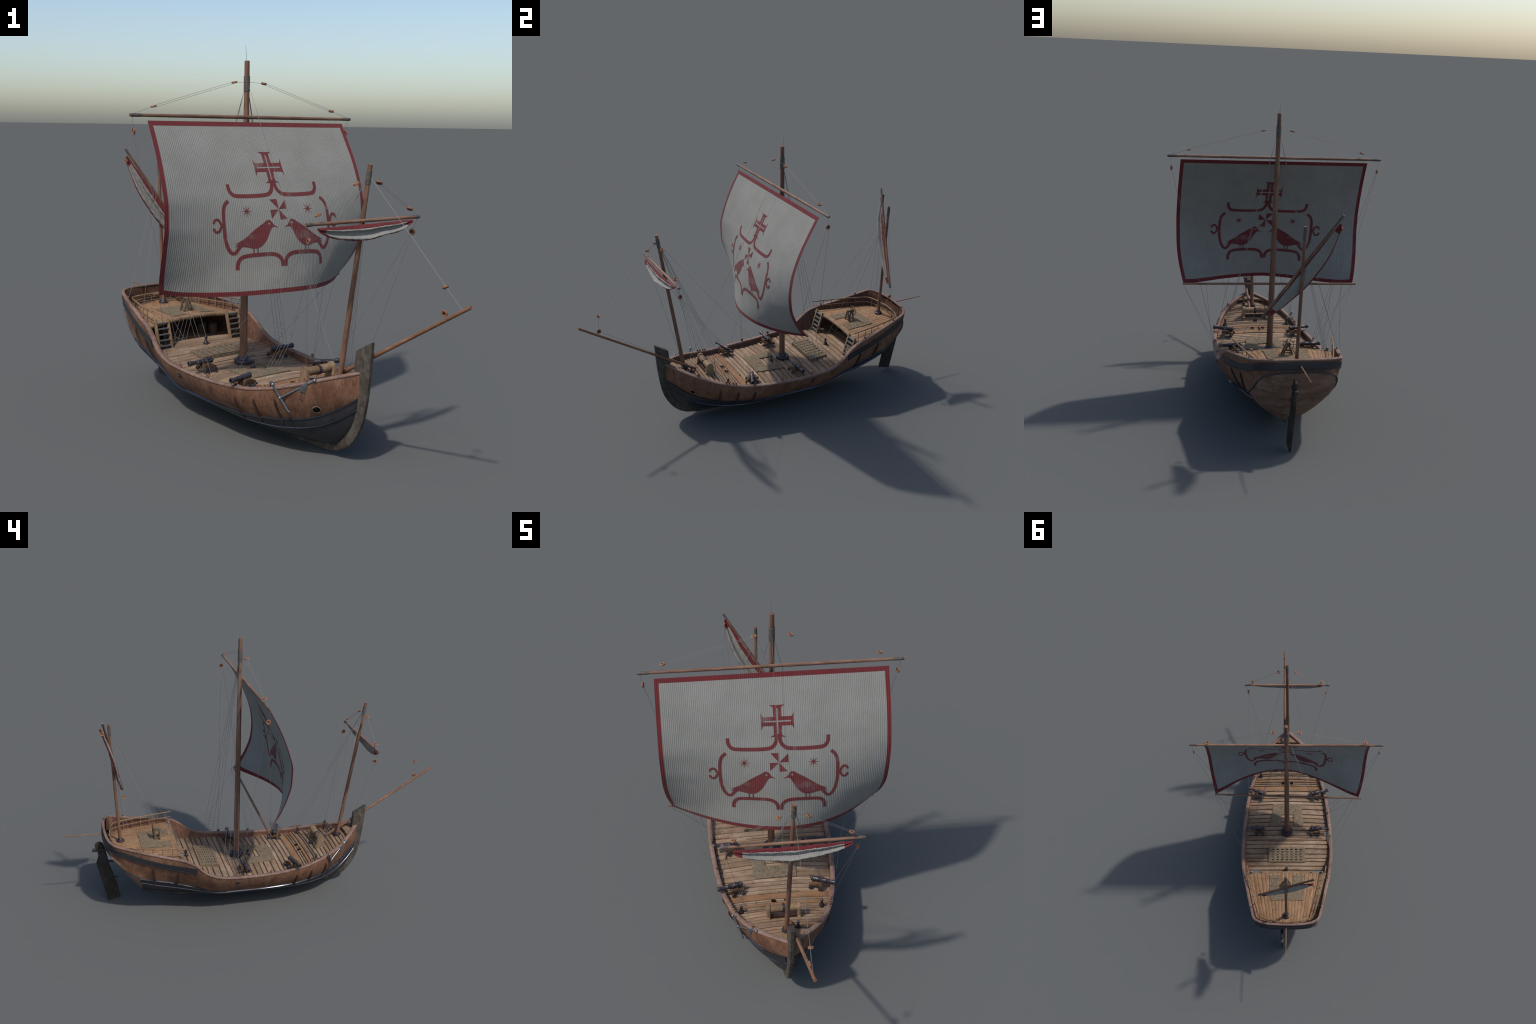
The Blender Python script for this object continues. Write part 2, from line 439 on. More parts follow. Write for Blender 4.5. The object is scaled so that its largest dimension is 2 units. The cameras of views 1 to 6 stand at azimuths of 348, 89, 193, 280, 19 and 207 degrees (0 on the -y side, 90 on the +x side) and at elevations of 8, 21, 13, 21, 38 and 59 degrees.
def rows_below(G, dz0, dz1):
    """row interval lying dz0..dz1 below the top edge of the surface"""
    def f(c):
        col = G[int(c)]; d = col[0, 2] - col[:, 2]
        L = np.concatenate([[0], np.cumsum(np.linalg.norm(np.diff(col, axis=0), axis=1))])
        k = np.arange(len(col))
        return float(np.interp(dz0, L, k)), float(np.interp(dz1, L, k))
    return f
iy = lambda y: int(round(side_col(y)))
band_top = pchip([.38,.45,.50,.55,.60,.65,.70,.75,.80], [.322,.3362,.3453,.3538,.364,.3765,.392,.409,.4275])
band_low = pchip([.38,.45,.50,.55,.60,.65,.70,.75,.80], [.284,.2985,.3085,.3205,.333,.3435,.3555,.3705,.3885])
def band_rows(a, b):
    """straight band under the poop rail; at the stern it hugs the rail"""
    def f(c):
        col = SIDE[int(c)]; k = np.arange(NU)
        if c < NS:
            zt, zl = float(band_top(ys[c])), float(band_low(ys[c]))
        else:
            u = (c-NS)/(NC-1-NS); zt = tops[c][2] - np.interp(u, [0, .35, 1], [.0183, .008, .004]); zl = tops[c][2] - np.interp(u, [0, .35, 1], [.0573, .047, .042])
        zt = min(zt, col[0, 2]-.002)
        z0, z1 = zt+(zl-zt)*a, zt+(zl-zt)*b
        return float(np.interp(-z0, -col[:, 2], k)), float(np.interp(-z1, -col[:, 2], k))
    return f
strip("stern_band", SIDE, SIDE_N, iy(.392), NC-1, band_rows(0, .84), 0, .0042, BAND, 4)
strip("stern_band_lip", SIDE, SIDE_N, iy(.392), NC-1, band_rows(.84, 1), 0, .0062, BAND, 3)
strip("wale_edge", BOT, BOT_N, 2, NS-1, rows_below(BOT, .000, .006), 0, .0068, LIP, 3, 25, 0, True)
strip("wale_band", BOT, BOT_N, 2, NS-1, rows_below(BOT, .006, .040), 0, .0030, CHAR, 6)
strip("wale_edge_lower", BOT, BOT_N, 2, NS-1, rows_below(BOT, .040, .0445), 0, .0055, LIP, 3, 25, 0, True)
# moulding round the transom
TRN = normals(TR)
if TRN[NT-4, 6, 1] < 0: TRN = -TRN
P = Parts()
mp = [p + np.array([0, .002, -.001]) for p in stern_moul]
P.tube(mp, .0042, 8); P.tube([p*FLIP for p in mp], .0042, 8)
P.make("transom_moulding", BAND)

# ribs (fenders) on the topsides
for y, z0 in ((-.383, .238), (-.289, .219), (-.195, .208), (.492, .300), (.645, .326)):
    ci = side_col(y); r0 = row_at_z(ci, z0)
    pts = [sample(SIDE, ci, r) for r in np.linspace(r0, NU-1, 8)]
    nn = [sample(SIDE_N, ci, r) for r in np.linspace(r0, NU-1, 8)]
    rl = rows_below(BOT, .01, .034)(int(round(ci)))
    for r in np.linspace(rl[0], rl[1], 4):
        pts.append(sample(BOT, ci, r)); nn.append(sample(BOT_N, ci, r))
    for sgn in (1, -1):
        V = []
        for k, (p, n) in enumerate(zip(pts, nn)):
            w = .0052*(.55 if k in (0, len(pts)-1) else 1); pr = .0065*(.5 if k in (0, len(pts)-1) else 1)
            for dy, dn in ((-w, -.003), (-w, pr), (w, pr), (w, -.003)):
                q = p + n*dn + np.array([0, dy, 0]); q[0] *= sgn; V.append(q)
        m_ = len(pts)
        o = mk("hull_rib", V, grid_faces(m_, 4, 0, True) + [(0, 1, 2, 3), tuple((m_-1)*4+i for i in range(4))], BROWN, None, 30)
        bevel_mesh(o.data, .0012, 30)

# rail cap
def rail_cap():
    plan = np.gradient(tops, axis=0); n = np.stack([plan[:, 1], -plan[:, 0], 0*plan[:, 0]], 1)
    n /= np.linalg.norm(n, axis=1)[:, None]
    n[-1] = (0, 1, 0)
    prof = [(.0005, -.001), (.0025, .001), (.0028, .0065), (.0008, .0088), (-.009, .0098), (-.0175, .0095), (-.0195, .0075), (-.0195, .001), (-.017, -.001)]
    rng = np.random.RandomState(3)
    V = []
    for i in range(NC):
        j = rng.normal(0, .0002, 2)
        wd = np.interp(i, [0, NS-40, NS, NC-1], [1, 1, .72, .58])
        for a, b in prof:
            if a < 0: a *= wd
            q = tops[i] + n[i]*(a + j[0]) + np.array([0, 0, b + j[1]])
            q[0] = max(q[0], 0) if i < NC-1 else 0
            V.append(q)
    V = np.array(V); k = len(prof)
    F = grid_faces(NC, k, 0, True)
    return both_sides_mesh(V, F)
def both_sides_mesh(V, F):
    P = Parts(); P.add(V, F); P.add(V*FLIP, F); return P
rail_cap().make("rail_cap", RAIL, None, 50)

# stem and keel as one thick timber
stem_out = [(-.6955,.494),(-.690,.406),(-.683,.322),(-.671,.239),(-.655,.172),(-.627,.115),(-.588,.066),(-.538,.033),(-.50,.021),(-.452,.012),(-.36,.006),(-.18,.004),(.2,.004),(.36,.006),(.44,.010),(.54,.028),(.628,.050),(.670,.068)]
stem_in = [(-.620,.449),(-.612,.363),(-.606,.27),(-.595,.20),(-.57,.15),(-.53,.10),(-.48,.075),(-.43,.06),(-.36,.05),(-.18,.045),(.2,.045),(.36,.045),(.44,.05),(.54,.066),(.628,.09),(.668,.10)]
so = spline(stem_out, 70); si = spline(stem_in, 70)
V = []
rng = np.random.RandomState(5)
for (a, b) in zip(so, si):
    w0 = .0125 + rng.normal(0, .0004); w1 = .0135
    V += [(-w1, b[0], b[1]), (-w1, a[0]*.85+b[0]*.15, a[1]*.85+b[1]*.15), (-w0*.55, a[0], a[1]), (w0*.55, a[0], a[1]), (w1, a[0]*.85+b[0]*.15, a[1]*.85+b[1]*.15), (w1, b[0], b[1])]
mk("stem_and_keel", V, grid_faces(70, 6, 0, True) + [tuple(range(6)), tuple(69*6+i for i in range(6))], STEM, None, 40)

# hawse holes and side bolts
for sgn in (1, -1):
    for y, z, kind in ((-.515, .213, 'hawse'), (.159, .214, 'bolt')):
        ci = side_col(y); r = row_at_z(ci, z)
        p = sample(SIDE, ci, r); n = sample(SIDE_N, ci, r)
        p = p*np.array([sgn, 1, 1]); n = n*np.array([sgn, 1, 1])
        q = Vector(n).to_track_quat('Z', 'Y').to_matrix()
        P = Parts()
        if kind == 'hawse':
            P.lathe([(.0190, -.002), (.0190, .0006), (.0155, .0016), (.0140, .001), (.0140, -.004)], p, 'z', 28, q)
            P.make("hawse_ring", RAIL)
            P = Parts(); P.lathe([(.0145, -.003), (.0145, .0005), (0, .0006)], p, 'z', 24, q); P.make("hawse_hole", BLACK)
        else:
            P.box(p + n*.001, (.021, .021, .005), q); P.make("bolt_plate", BAND, None, 35, .001)
            P = Parts(); P.lathe([(.005, .002), (.005, .006), (.003, .008), (0, .0083)], p, 'z', 16, q); P.make("bolt_head", LIP)

# ------------------------------------------------------------------ decks
deck_c = pchip([-.62,-.52,-.40,-.33,-.277,-.20,-.10,.03,.10,.20,.30,.40,.50,.70], [.336,.309,.276,.259,.2445,.237,.2335,.2315,.232,.235,.242,.257,.264,.268])
deck_e = pchip([-.62,-.50,-.45,-.38,-.28,-.23,-.10,0,.10,.20,.34,.42,.70], [.326,.289,.277,.257,.234,.226,.216,.212,.217,.227,.242,.252,.262])
def deck_half(y): return outer_b(y, float(deck_e(y))) - .012 - .035*min(1, max(0, (y-.55)/.07))
def deck_z(x, y):
    b = deck_half(y); return float(deck_e(y) + (deck_c(y)-deck_e(y))*(1-min(1, (x/b)**2)))

bounds = list(np.arange(-.615, -.335, .0225)) + [-.331,-.305,-.286,-.272,-.257,-.215,-.188,-.162,-.134,-.110,-.074,-.033,-.005,.029,.059,.093,.130,.168,.200,.235,.276,.310,.336,.374,.405,.438,.470,.505,.54,.575,.61,.645,.672]
smooth_boards = {-.305, -.257}
for a, b in zip(bounds[:-1], bounds[1:]):
    lift = random.uniform(-.0012, .0012); g = .0019
    flat = any(abs(a-k) < 1e-6 for k in smooth_boards)
    tilt = random.uniform(-.0016, .0016)
    sect = [(a+g, -.010), (a+g, -.0032), (a+g+.0028, 0), ((a+b)/2, .0006), (b-g-.0028, 0), (b-g, -.0032), (b-g, -.010)]
    N = 25; V = []
    for f in np.linspace(-1, 1, N):
        for y, dz in sect:
            hb = deck_half(y) + .004; x = f*hb
            V.append((x, y, deck_z(x, y) + dz + lift + (y-(a+b)/2)*tilt*20*0 + (0 if dz < -.005 else random.gauss(0, .00015))))
    k = len(sect)
    o = mk("deck_plank", V, grid_faces(N, k, 0, True) + [tuple(range(k)), tuple((N-1)*k+i for i in range(k))], DECKS if flat else DECK, None, 40)
# dark brown sheet below the plank gaps
V = []
for y in np.linspace(-.63, .672, 60):
    hb = deck_half(y)+.004
    for f in np.linspace(-1, 1, 13): V.append((f*hb, y, deck_z(f*hb, y)-.0075))
mk("deck_seam_underlay", V, grid_faces(60, 13), SEAM, None, 40)

# breast deck in the bow
V = []; F = []
n = 14
for k, y in enumerate(np.linspace(-.565, -.632, n)):
    hb = rail_b(y) - .012
    for f in np.linspace(-1, 1, 7):
        for dz in (0, -.010): V.append((f*max(hb, .004), y, float(np.interp(y, [-.632, -.565], [.352, .337])) + dz + .004*(1-f*f)))
P = Parts()
top = [v for i, v in enumerate(V) if i % 2 == 0]; bot = [v for i, v in enumerate(V) if i % 2]
P.add(top, grid_faces(n, 7)); P.add(bot, grid_faces(n, 7))
front = [top[i] for i in range(7)] + [bot[i] for i in range(7)]
P.add(front, [(i, i+1, i+8, i+7) for i in range(6)])
P.make("breast_deck", TAN, None, 40)

# raised black discs with rims, standing in for the foredeck holes
for x in (.031, -.031):
    for name, rr, dz, mat in (("deck_hole_black_disc", (0, .006, .0122), .0034, BLACK), ("deck_hole_rim", (.0120, .0145, .0165), .0026, DECKS)):
        V = []
        for r in rr:
            for k in range(28):
                a = 2*math.pi*k/28; px, py = x + r*math.cos(a), -.277 + r*math.sin(a)
                V.append((px, py, deck_z(px, py) + (dz if r < .016 else .0)))
        mk(name, V, grid_faces(3, 28, 0, True), mat)
def deck_strip(name, x0, x1, y, w, h, mat):
    V = []; N = 21
    for x in np.linspace(x0, x1, N):
        z = deck_z(x, y)
        V += [(x, y-w/2, z-.003), (x, y-w/2, z+h), (x, y+w/2, z+h), (x, y+w/2, z-.003)]
    mk(name, V, grid_faces(N, 4, 0, True) + [(0,1,2,3), tuple((N-1)*4+i for i in range(4))], mat, None, 30)
deck_strip("deck_batten", -.095, .095, -.2175, .009, .004, WEAVE)
deck_strip("deck_batten", -.118, .122, .178, .005, .004, WEAVE)

def draped(name, inside, x0, x1, y0, y1, zf, thick, mat, nx=46, ny=40, wob=.0006):
    """flat woven piece lying on a deck: keeps grid cells whose centre passes inside()"""
    xs = np.linspace(x0, x1, nx); yy = np.linspace(y0, y1, ny)
    rng = np.random.RandomState(11)
    bm = bmesh.new(); vt = {}
    def v(i, j):
        if (i, j) not in vt:
            x, y = xs[i], yy[j]; vt[i, j] = bm.verts.new((x, y, zf(x, y) + thick + rng.normal(0, wob)))
        return vt[i, j]
    for i in range(nx-1):
        for j in range(ny-1):
            if inside((xs[i]+xs[i+1])/2, (yy[j]+yy[j+1])/2):
                bm.faces.new((v(i, j), v(i+1, j), v(i+1, j+1), v(i, j+1)))
    r = bmesh.ops.extrude_face_region(bm, geom=bm.faces[:])
    for q in r["geom"]:
        if isinstance(q, bmesh.types.BMVert): q.co.z -= thick + .003
    bmesh.ops.recalc_face_normals(bm, faces=bm.faces)
    me = bpy.data.meshes.new(name); bm.to_mesh(me); bm.free(); shade(me, 40)
    return add_obj(name, me, None, mat)
def in_main(x, y):
    w = np.interp(y, [-.112, .061], [.099, .117])
    return abs(x) < w and not (abs(x) < .043 and y > -.028)
draped("woven_mat", in_main, -.12, .12, -.112, .061, deck_z, .0055, WEAVE)

# grating hatch
gx, gy0, gy1 = .124, .235, .345
gz = lambda x, y: .2545 + (y-.235)*.045 - .003*(x/gx)**2
P = Parts()
def gbeam(x0, x1, y0, y1, h=.008, top=0.0):
    V = []
    for x in np.linspace(x0, x1, max(2, int(abs(x1-x0)/.012)+1)):
        z, z1 = gz(x, y0)+top, gz(x, y1)+top
        V += [(x, y0, z-h), (x, y0, z), (x, y1, z1), (x, y1, z1-h)]
    k = len(V)//4
    P.add(V, grid_faces(k, 4, 0, True) + [(0,1,2,3), tuple((k-1)*4+i for i in range(4))])
gbeam(-gx, gx, gy0, gy0+.012, .024); gbeam(-gx, gx, gy1-.012, gy1, .024)
gbeam(-gx, -gx+.015, gy0+.0121, gy1-.0121, .024); gbeam(gx-.015, gx, gy0+.0121, gy1-.0121, .024)
pitch = (2*gx-.03)/7
for k in range(8):
    xc = -gx+.015 + k*pitch; gbeam(max(xc-.0085, -gx+.0151), min(xc+.0085, gx-.0151), gy0+.0121, gy1-.0121, .008)
for k in range(1, 7):
    yc = gy0+.012 + k*(gy1-gy0-.024)/7; gbeam(-gx+.016, gx-.016, yc-.0042, yc+.0042, .0075, -.0008)
P.make("hatch_grating", WEAVE, None, 30)

# poop deck
poop_e = lambda y: float(np.interp(y, [.46, .87], [.360, .365]))
poop_c = lambda y: float(np.interp(y, [.46, .87], [.386, .391]))
def poop_half(y):
    if y <= .80: return outer_b(y, .37) - (.013 + .006*max(0, (y-.66)/.14))
    return float(np.interp(y, [.80, .825, .85], [outer_b(.80, .37)-.019, .168, .122]))
def poop_z(x, y):
    b = max(poop_half(y), .05); return poop_e(y) + (poop_c(y)-poop_e(y))*(1-min(1, (x/b)**2))
NP = 21
fr = np.linspace(-1, 1, NP+1)
for i in range(NP):
    V = []; yy = np.linspace(.482, .850, 30); g = .00055
    for y in yy:
        hb = poop_half(y)+.002
        x0, x1 = fr[i]*hb+g, fr[i+1]*hb-g
        for x, dz in ((x0, -.012), (x0, -.0004), (x0+.0006, 0), (x0*.5+x1*.5, .0003), (x1-.0006, 0), (x1, -.0004), (x1, -.012)):
            V.append((x, y, poop_z(x, y)+dz))
    F = grid_faces(30, 7, 0, True) + [tuple(range(7)), tuple(29*7+k for k in range(7))]
    mk("poop_plank", V, F, POOP, None, 40)
V = []
for y in np.linspace(.482, .850, 20):
    hb = poop_half(y)+.002
    for f in np.linspace(-1, 1, 17): V.append((f*hb, y, poop_z(f*hb, y)-.009))
mk("poop_underside", V, grid_faces(20, 17), BROWN, None, 40)
# arched beam at the break of the poop
V = []; N = 41
for f in np.linspace(-1, 1, N):
    hb = poop_half(.482)+.004; x = f*hb; z = poop_z(x, .482)
    for dy, dz in ((.004, .0015), (-.004, .0015), (-.0095, -.004), (-.0095, -.012), (-.005, -.017), (.004, -.017)):
        V.append((x, .481+dy, z+dz+random.gauss(0, .0003)))
mk("poop_beam", V, grid_faces(N, 6, 0, True) + [tuple(range(6)), tuple((N-1)*6+i for i in range(6))], TAN, None, 50)
V = []
for f in np.linspace(-1, 1, 15):
    for z0 in np.linspace(.24, 1, 6):
        hb = outer_b(.66, .33)-.034; x = f*hb; zt = poop_z(x, .66)-.010
        z = .25 + (zt-.25)*(z0-.24)/.76; V.append((f*(min(hb, outer_b(.66, z)-.034)), .668, z))
mk("cabin_bulkhead", V, grid_faces(15, 6), BROWN, None, 0)
def in_poop(x, y):
    w = np.interp(y, [.502, .677], [.113, .104]); return abs(x) < w and not (abs(x) < .042 and y < .575)
draped("poop_mat", in_poop, -.115, .115, .502, .677, poop_z, .0042, WEAVE)

# barrels under the poop
for x, y in ((.088, .570), (.136, .545), (-.125, .572), (-.165, .58)):
    z = deck_z(x, y)
    o = bpy.data.objects.get("barrel")
    if o is None:
        P = Parts(); P.lathe([(0, .0), (.019, 0), (.0225, .015), (.0235, .027), (.0225, .039), (.019, .054), (.017, .054), (.0165, .051), (0, .051)], (0, 0, 0), 'z', 20)
        o = P.make("barrel", CARR)
        P = Parts()
        for zz, rr in ((.006, .0208), (.019, .0236), (.035, .0236), (.048, .0208)): P.lathe([(rr-.001, zz-.003), (rr, zz-.003), (rr, zz+.003), (rr-.001, zz+.003)], (0, 0, 0), 'z', 20)
        h = P.make("barrel_hoop", IRON, o)
        o.location = (x, y, z)
    else:
        c = o.copy(); bpy.context.scene.collection.objects.link(c); c.location = (x, y, z)
        hc = bpy.data.objects["barrel_hoop"].copy(); bpy.context.scene.collection.objects.link(hc); hc.parent = c

# ladders from main deck to poop
for xs_ in ((-.232, -.165), (.165, .232)):
    P = Parts()
    bz = deck_z(xs_[0], .434)
    for x in xs_:
        P.beam((x, .434, bz-.002), (x, .475, .386), .011, .012, up=(1, 0, 0))
    lad = P.make("ladder", TAN, None, 30, .001)
    P = Parts()
    for k in range(5):
        f = .12 + .19*k; y = .434+.041*f; z = bz + (.386-bz)*f
        P.box(((xs_[0]+xs_[1])/2, y, z), (xs_[1]-xs_[0]-.010, .018, .004))
    P.make("ladder_tread", TREAD, lad, 30)

# poop railing
half = [(.258,.455),(.245,.52),(.228,.60),(.208,.68),(.186,.755),(.166,.803),(.135,.822),(.08,.836),(0,.843)]
path = half + [(-x, y) for x, y in half[-2::-1]]
pp = spline(path, 140)
zr = lambda y: float(np.interp(y, [.455, .85], [.432, .430]))
top = [(x, y, zr(y)) for x, y in pp]; mid = [(x, y, zr(y)-.032) for x, y in pp]
P = Parts(); P.tube(top, .0040, 8); P.tube(mid, .0019, 6)
for k in range(4, 137, 7):
    x, y = pp[k]; P.tube(line((x, y, poop_z(x, y)-.002), (x, y, zr(y))), .0021, 6)
P.make("poop_railing", TAN, None, 50)

# steering wheel and stand
cz = .448
P = Parts()
def ring_y(R, r, y, seg=40):
    V = []
    for i in range(seg):
        a = 2*math.pi*i/seg
        for j in range(8):
            b = 2*math.pi*j/8; q = R + r*math.cos(b)
            V.append((q*math.cos(a), y + r*math.sin(b), cz + q*math.sin(a)))
    F = []
    for i in range(seg):
        for j in range(8): F.append((i*8+j, ((i+1) % seg)*8+j, ((i+1) % seg)*8+(j+1) % 8, i*8+(j+1) % 8))
    P.add(V, F)
ring_y(.026, .0020, .598); ring_y(.0095, .0022, .598)
for k in range(10):
    a = 2*math.pi*k/10
    P.tube([(r*math.cos(a), .598, cz+r*math.sin(a)) for r in (.004, .026, .029, .032, .037)], [.0012, .0012, .0011, .0019, .0013], 6)
wheel = P.make("steering_wheel", OLDT, None, 50)
P = Parts()
P.lathe([(.0085, .556), (.0085, .590), (.006, .592), (.006, .602)], (0, 0, cz), 'y', 16)
for y in (.558, .588):
    zb = poop_z(.025, y)
    for sg in (1, -1):
        P.beam((0, y, cz+.004), (sg*.027, y, zb-.001), .006, .008, up=(0, 1, 0))
    P.beam((-.018, y, zb+.016), (.018, y, zb+.016), .005, .005)
for sg in (1, -1): P.beam((sg*.018, .556, poop_z(0,.57)+.014), (sg*.018, .590, poop_z(0,.57)+.014), .005, .005)
P.make("wheel_stand", OLDT, wheel, 35)

# ------------------------------------------------------------------ windlass
wy, wz = -.395, .322
P = Parts(); P.lathe([(.017, -.066), (.0175, -.064), (.0175, -.006), (.0165, -.004), (.0165, .004), (.0175, .006), (.0175, .064), (.017, .066)], (0, wy, wz), 'x', 28)
wl = P.make("windlass_drum", TAN, None, 30)
P = Parts(); P.lathe([(.0195, -.006), (.0195, .006), (.0165, .006), (.0165, -.006)], (0, wy, wz), 'x', 28)
for k in range(8):
    a = 2*math.pi*k/8; P.box((0, wy+.019*math.cos(a), wz+.019*math.sin(a)), (.008, .004, .004))
P.make("windlass_ratchet", IRON, wl, 30)
for sg in (1, -1):
    V = []; x = sg*.069; zb = deck_z(x, wy)
    prof = [(.033, zb-.004), (.033, zb+.010), (.024, zb+.018)] + [(.0205*math.cos(a), wz+.003+.0205*math.sin(a)) for a in np.linspace(0, math.pi, 14)] + [(-.024, zb+.018), (-.033, zb+.010), (-.033, zb-.004)]
    for dx in (-.007, .007): V += [(x+dx, wy+a, b) for a, b in prof]
    k = len(prof)
    o = mk("windlass_cheek", V, [tuple(range(k)), tuple(range(2*k-1, k-1, -1))] + [(i, (i+1) % k, k+(i+1) % k, k+i) for i in range(k)], TAN, wl, 30)
    bevel_mesh(o.data, .0015, 30)
P = Parts(); P.box((0, wy-.014, deck_z(0, wy)+.010), (.134, .012, .014)); P.tube(line((.038, -.345, .265), (.030, -.352, .345)), .0013, 6)
P.make("windlass_bar", BROWN, wl, 30)
P = Parts(); P.box((0, -.358, deck_z(0, -.358)+.006), (.020, .018, .014)); P.make("pawl_block", IRON, wl, 30, .002)

# bollards
bol = None
for x, y, k in ((.002, .404, 1.0), (.0, .032, .85), (.187, -.332, 1.0), (-.187, -.333, 1.0), (.052, -.500, 1.0)):
    if bol is None:
        P = Parts(); P.lathe([(0, 0), (.0125, 0), (.0130, .004), (.0115, .010), (.0065, .017), (.005, .024), (.0058, .028), (.0075, .033), (.0075, .037), (.005, .0415), (0, .043)], (0, 0, 0), 'z', 20)
        bol = P.make("bollard", IRON, None, 50); o = bol
    else:
        o = bol.copy(); bpy.context.scene.collection.objects.link(o)
    o.location = (x, y, deck_z(x, y)-.001); o.scale = (k, k, k)

# ------------------------------------------------------------------ cannons
P = Parts()
P.lathe([(0, -.0085), (.0035, -.008), (.0042, -.0055), (.0030, -.003), (.0085, -.001), (.0118, .001), (.0122, .006), (.0110, .009), (.0118, .011), (.0112, .03), (.0118, .032), (.0118, .036), (.0104, .038),
         (.0098, .066), (.0106, .068), (.0106, .071), (.0090, .073), (.0082, .098), (.0098, .106), (.0118, .112), (.0118, .116), (.0098, .119), (.0062, .1195), (.0058, .108), (0, .107)], (0, 0, 0), 'x', 26)
P.tube(line((.047, -.017, -.002), (.047, .017, -.002)), .0036, 8)
can = P.make("cannon", IRON, None, 40)
P = Parts()
steps = [(-.006, -.030), (-.006, -.018), (.008, -.018), (.008, -.012), (.022, -.012), (.022, -.006), (.056, -.006), (.060, -.012), (.060, -.030), (.046, -.030), (.042, -.026), (.012, -.026), (.008, -.030)]
for sg in (1, -1):
    k = len(steps); V = []
    for dy in (.013, .027): V += [(a, sg*dy, b) for a, b in steps]
    P.add(V, [tuple(range(k)), tuple(range(2*k-1, k-1, -1))] + [(i, (i+1) % k, k+(i+1) % k, k+i) for i in range(k)])
P.box((.027, 0, -.024), (.05, .027, .006)); P.box((.004, 0, -.029), (.007, .070, .007)); P.box((.050, 0, -.029), (.007, .070, .007))
car = P.make("gun_carriage", CARR, can, 30, .0008)
P = Parts()
for x in (.004, .050):
    for sg in (1, -1):
        P.lathe([(0, -.004), (.0085, -.004), (.009, -.002), (.009, .002), (.0085, .004), (.003, .004), (.003, .006), (0, .006)], (x, sg*.034, -.032), 'y', 18)
whl = P.make("carriage_wheel", IRON, can, 40)
def place_gun(o, breech, muzzle):
    b = Vector(breech); d = Vector(muzzle)-b
    o.rotation_mode = 'XYZ'; o.rotation_euler = (0, 0, math.atan2(d.y, d.x)); o.location = b
guns = [((-.171, .101, .276), (-.283, .100, .276)), ((-.173, -.176, .277), (-.283, -.203, .276)), ((.161, .100, .276), (.276, .101, .276)), ((.163, -.173, .277), (.268, -.216, .276))]
for k, (b, m_) in enumerate(guns):
    if k == 0: o = can
    else:
        o = can.copy(); bpy.context.scene.collection.objects.link(o)
        for ch in (car, whl):
            c = ch.copy(); bpy.context.scene.collection.objects.link(c); c.parent = o
    place_gun(o, b, m_)

# ------------------------------------------------------------------ masts and spars
def mast(name, a, b, r0, r1, mat, n=24, seg=20):
    P = Parts(); P.tube([np.array(a) + (np.array(b)-np.array(a))*t for t in np.linspace(0, 1, n)], [r0+(r1-r0)*t**1.2 for t in np.linspace(0, 1, n)], seg)
    return P.make(name, mat, None, 40)
def along(a, b, z): 
    a = np.array(a); b = np.array(b); t = (z-a[2])/(b[2]-a[2]); return a+(b-a)*t
mm = ((0, .104, .225), (0, .103, 1.543)); fm = ((-.003, -.522, .30), (0, -.650, 1.142)); zm = ((0, .784, .38), (0, .827, 1.093))
main = mast("main_mast", *mm, .0172, .0108, MAST); fore = mast("fore_mast", *fm, .0108, .0088, MAST); miz = mast("mizzen_mast", *zm, .0092, .0072, MAST)
for par, (a, b), z0, z1, r in ((main, mm, 1.416, 1.48, .0132), (fore, fm, 1.070, 1.120, .0102), (miz, zm, 1.028, 1.082, .0085)):
    P = Parts(); p0, p1 = along(a, b, z0), along(a, b, z1)
    P.tube([p0 + (p1-p0)*t for t in np.linspace(0, 1, 12)], [r + .0004*(k % 2) for k in range(12)], 18)
    P.make("mast_band", STRAP, par, 50)
P = Parts(); P.tube(line((0, .104, 1.535), (0, .115, 1.607)), [.0010, .0004], 6); P.make("masthead_pole", SPAR, main)
def ring(name, c, prof):
    P = Parts(); P.lathe(prof, c, 'z', 36); return P.make(name, IRON, None, 40)
ring("mast_collar", (0, .106, deck_z(0, .106)-.004), [(.030, 0), (.0385, .001), (.0395, .004), (.0395, .021), (.037, .025), (.026, .026), (.0245, .028), (.0245, .037), (.0225, .040), (.014, .040)])
ring("mast_collar", (-.002, -.523, deck_z(0, -.523)-.003), [(.016, 0), (.0205, .001), (.0215, .004), (.0215, .013), (.020, .016), (.0145, .017), (.0135, .021), (.010, .022)])
ring("mast_collar", (0, .784, poop_z(0, .784)-.002), [(.018, 0), (.0225, .001), (.0235, .004), (.0225, .011), (.0205, .013), (.0155, .014), (.0145, .019), (.0125, .021), (.008, .021)])

def spar(name, a, b, r_mid, r_end, mat, ends=.05, seg=14, bulb=0.0):
    a = np.array(a, float); b = np.array(b, float); T = np.linspace(0, 1, 33)
    P = Parts(); P.tube([a+(b-a)*t for t in T], [r_end + (r_mid-r_end)*math.sin(math.pi*t)**.7 for t in T], seg)
    o = P.make(name, mat, None, 40)
    if ends:
        L = np.linalg.norm(b-a); P = Parts()
        for p, q in ((a, b), (b, a)):
            d = (q-p)/L
            P.tube([p+d*.004, p+d*.007, p+d*ends*.5, p+d*ends], [r_end+.0006, r_end+.0014+bulb, r_end+.0013+bulb, r_end+.0010], seg)
        P.make("yard_end_wrap", STRAP, o, 40)
    return o
spar("main_yard", (-.574, .079, 1.308), (.576, .079, 1.308), .0078, .0060, SPAR, .05)
spar("sail_boom", (-.490, .045, .6045), (.477, .018, .6045), .0064, .0056, SPAR, 0)
spar("fore_yard", (-.2855, -.6345, .9375), (.2860, -.6345, .9375), .0068, .0058, SPAR, .03, 14, .0006)
zA, zB = np.array((-.1625, .8715, 1.156)), np.array((.1715, .7465, .636))
